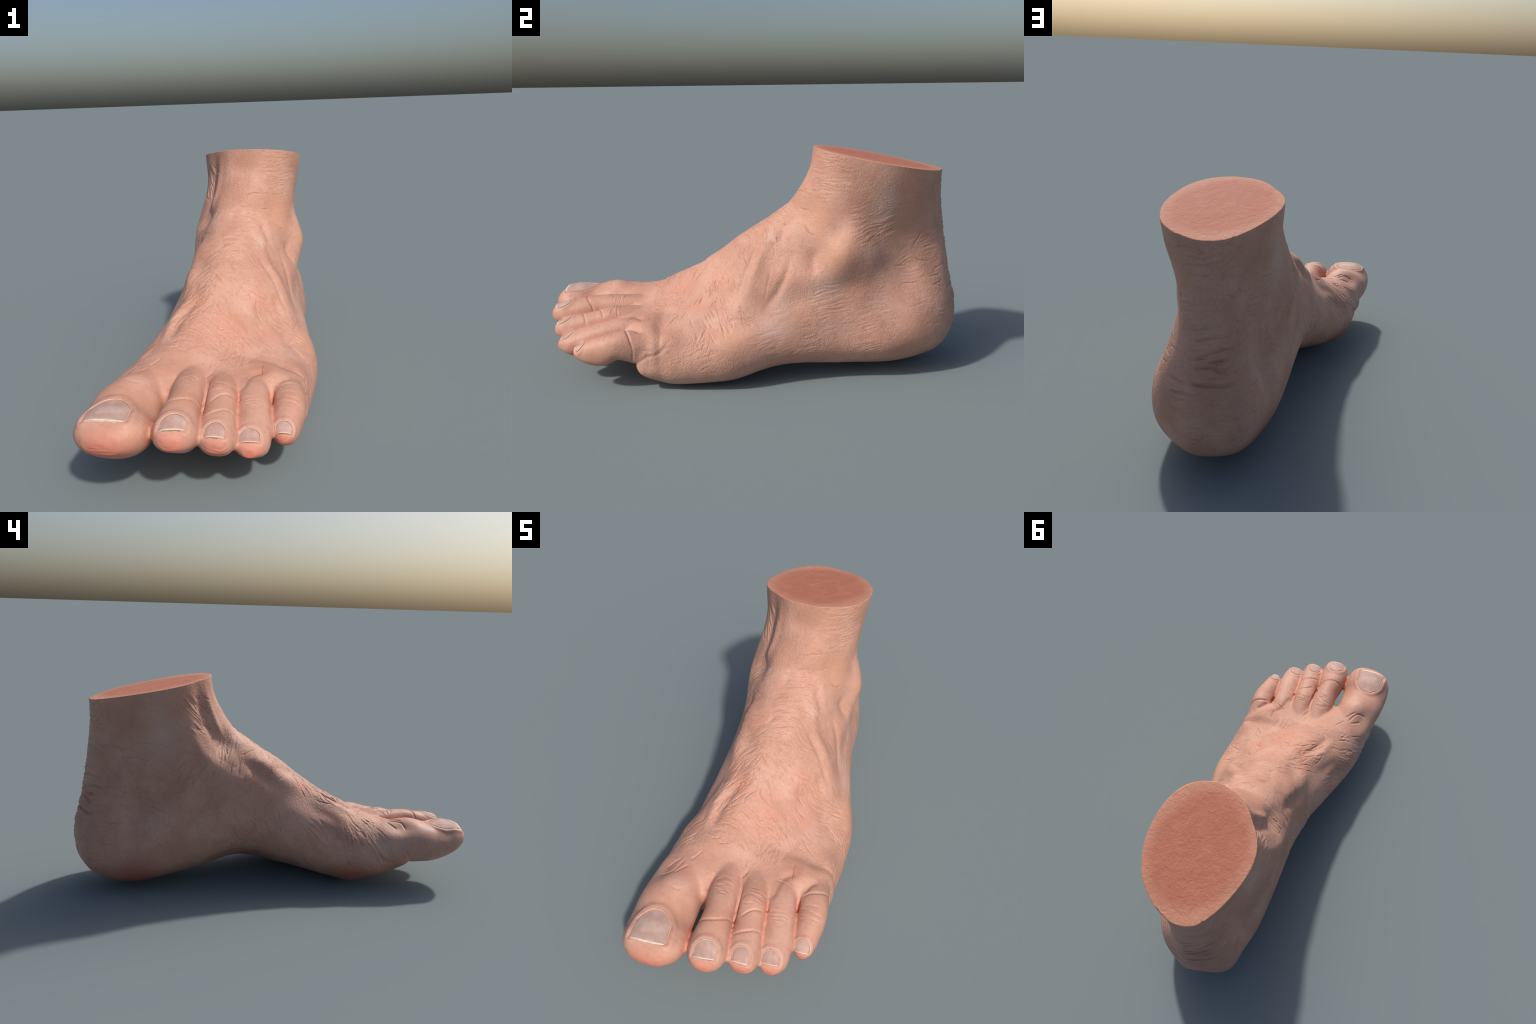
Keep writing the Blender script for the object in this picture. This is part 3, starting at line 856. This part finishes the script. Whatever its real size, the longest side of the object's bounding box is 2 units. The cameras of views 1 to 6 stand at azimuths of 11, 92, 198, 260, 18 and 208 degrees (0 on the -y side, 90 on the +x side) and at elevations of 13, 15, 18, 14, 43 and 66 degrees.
# cut face: a flat slab of flesh with a narrow rounded rim
ring = np.array(outline); centre = ring.mean(0)
up = np.array(plane_n)
rings = [centre + (ring - centre) * s + up * h for s, h in
         [(1, 0), (.996, .0012), (.989, .0020), (.975, .0022), (.8, .002), (.6, .002), (.4, .002), (.2, .002), (.04, .002)]]
v, f = loft(np.array(rings), cap=False)
n = len(ring); m = len(rings)
f.append(list(range((m - 1) * n, m * n)))
cut = new_object('cut_face', v, f, foot)
bm = bmesh.new(); bm.from_mesh(cut.data); bmesh.ops.recalc_face_normals(bm, faces=bm.faces)
if sum((q.normal.z * q.calc_area() for q in bm.faces)) < 0: bmesh.ops.reverse_faces(bm, faces=bm.faces)
bm.to_mesh(cut.data); bm.free()
cut.data.polygons.foreach_set('use_smooth', np.ones(len(cut.data.polygons), bool))
cut.data.materials.append(MAT_CUT)

# nails
def tube(path, radius, name, parent, mat):
    path = resample(path, 60)
    d = np.gradient(path, axis=0); d /= np.linalg.norm(d, axis=1)[:, None]
    a = np.cross(d, [0, 0, 1.]); a /= np.linalg.norm(a, axis=1)[:, None]; b = np.cross(d, a)
    ang = np.linspace(0, 2 * np.pi, 8, endpoint=False)
    rad = radius * np.minimum(1, .25 + 6 * np.minimum(np.linspace(0, 1, 60), np.linspace(1, 0, 60)))
    rr = np.array([path[i] + rad[i] * (np.cos(ang)[:, None] * a[i] + np.sin(ang)[:, None] * b[i]) for i in range(60)])
    v, f = loft(rr)
    ob = new_object(name, v, f, parent); ob.data.materials.append(mat)
    ob.data.polygons.foreach_set('use_smooth', np.ones(len(ob.data.polygons), bool))
    return ob

for k, (nail, sheet) in enumerate(zip(NAILS, nail_sheets)):
    n = nail_frame(nail)[3]; along = nail_frame(nail)[1]; along = along / np.linalg.norm(along)
    U, Vv = np.meshgrid(np.linspace(-1, 1, 25), np.linspace(0, 1, 25))
    s = nail['side'] / .066
    tuck = np.maximum(np.abs(U) ** 6, (1 - Vv) ** 8)
    top = sheet + n * ((.0012 - .0022 * s) * (1 - tuck) - .002 * tuck + (.0022 + .002 * s) * smoothstep(.70, 1, Vv) * (1 - np.abs(U) ** 8))[..., None]
    top = top + along * (nail['lip'] * .8 * smoothstep(.8, 1, Vv))[..., None]
    under = top - n * (.003 + nail['lip'] * .5)
    grid = lambda o: [[o + i * 25 + j, o + i * 25 + j + 1, o + (i + 1) * 25 + j + 1, o + (i + 1) * 25 + j] for i in range(24) for j in range(24)]
    f = grid(0) + [q[::-1] for q in grid(625)]
    border = [(0, j) for j in range(24)] + [(i, 24) for i in range(24)] + [(24, j) for j in range(24, 0, -1)] + [(i, 0) for i in range(24, 0, -1)]
    bi = [i * 25 + j for i, j in border]
    f += [[bi[q], 625 + bi[q], 625 + bi[(q + 1) % len(bi)], bi[(q + 1) % len(bi)]] for q in range(len(bi))]
    ob = new_object('toenail', np.concatenate([top.reshape(-1, 3), under.reshape(-1, 3)]), f, parts[k])
    bm = bmesh.new(); bm.from_mesh(ob.data); bmesh.ops.recalc_face_normals(bm, faces=bm.faces); bm.to_mesh(ob.data); bm.free()
    ob.data.polygons.foreach_set('use_smooth', np.ones(len(ob.data.polygons), bool))
    ob.data.materials.append(MAT_NAIL); ob.data.materials.append(MAT_EDGE)
    rows = 1
    idx = np.zeros(len(f), np.int32)
    idx[(24 - rows) * 24:576] = 1; idx[576 + (24 - rows) * 24:1152] = 1; idx[1152 + 48:1152 + 72] = 1
    ob.data.polygons.foreach_set('material_index', idx)
    ob.data.set_sharp_from_angle(angle=math.radians(50))
    path = np.concatenate([sheet[20::-4, 0], sheet[0, 4:-4:4], sheet[0:21:4, -1]]) + n * (.0005 + .001 * s)
    tube(path, .0010 + .0006 * s, 'cuticle', parts[k], MAT_CUTICLE)
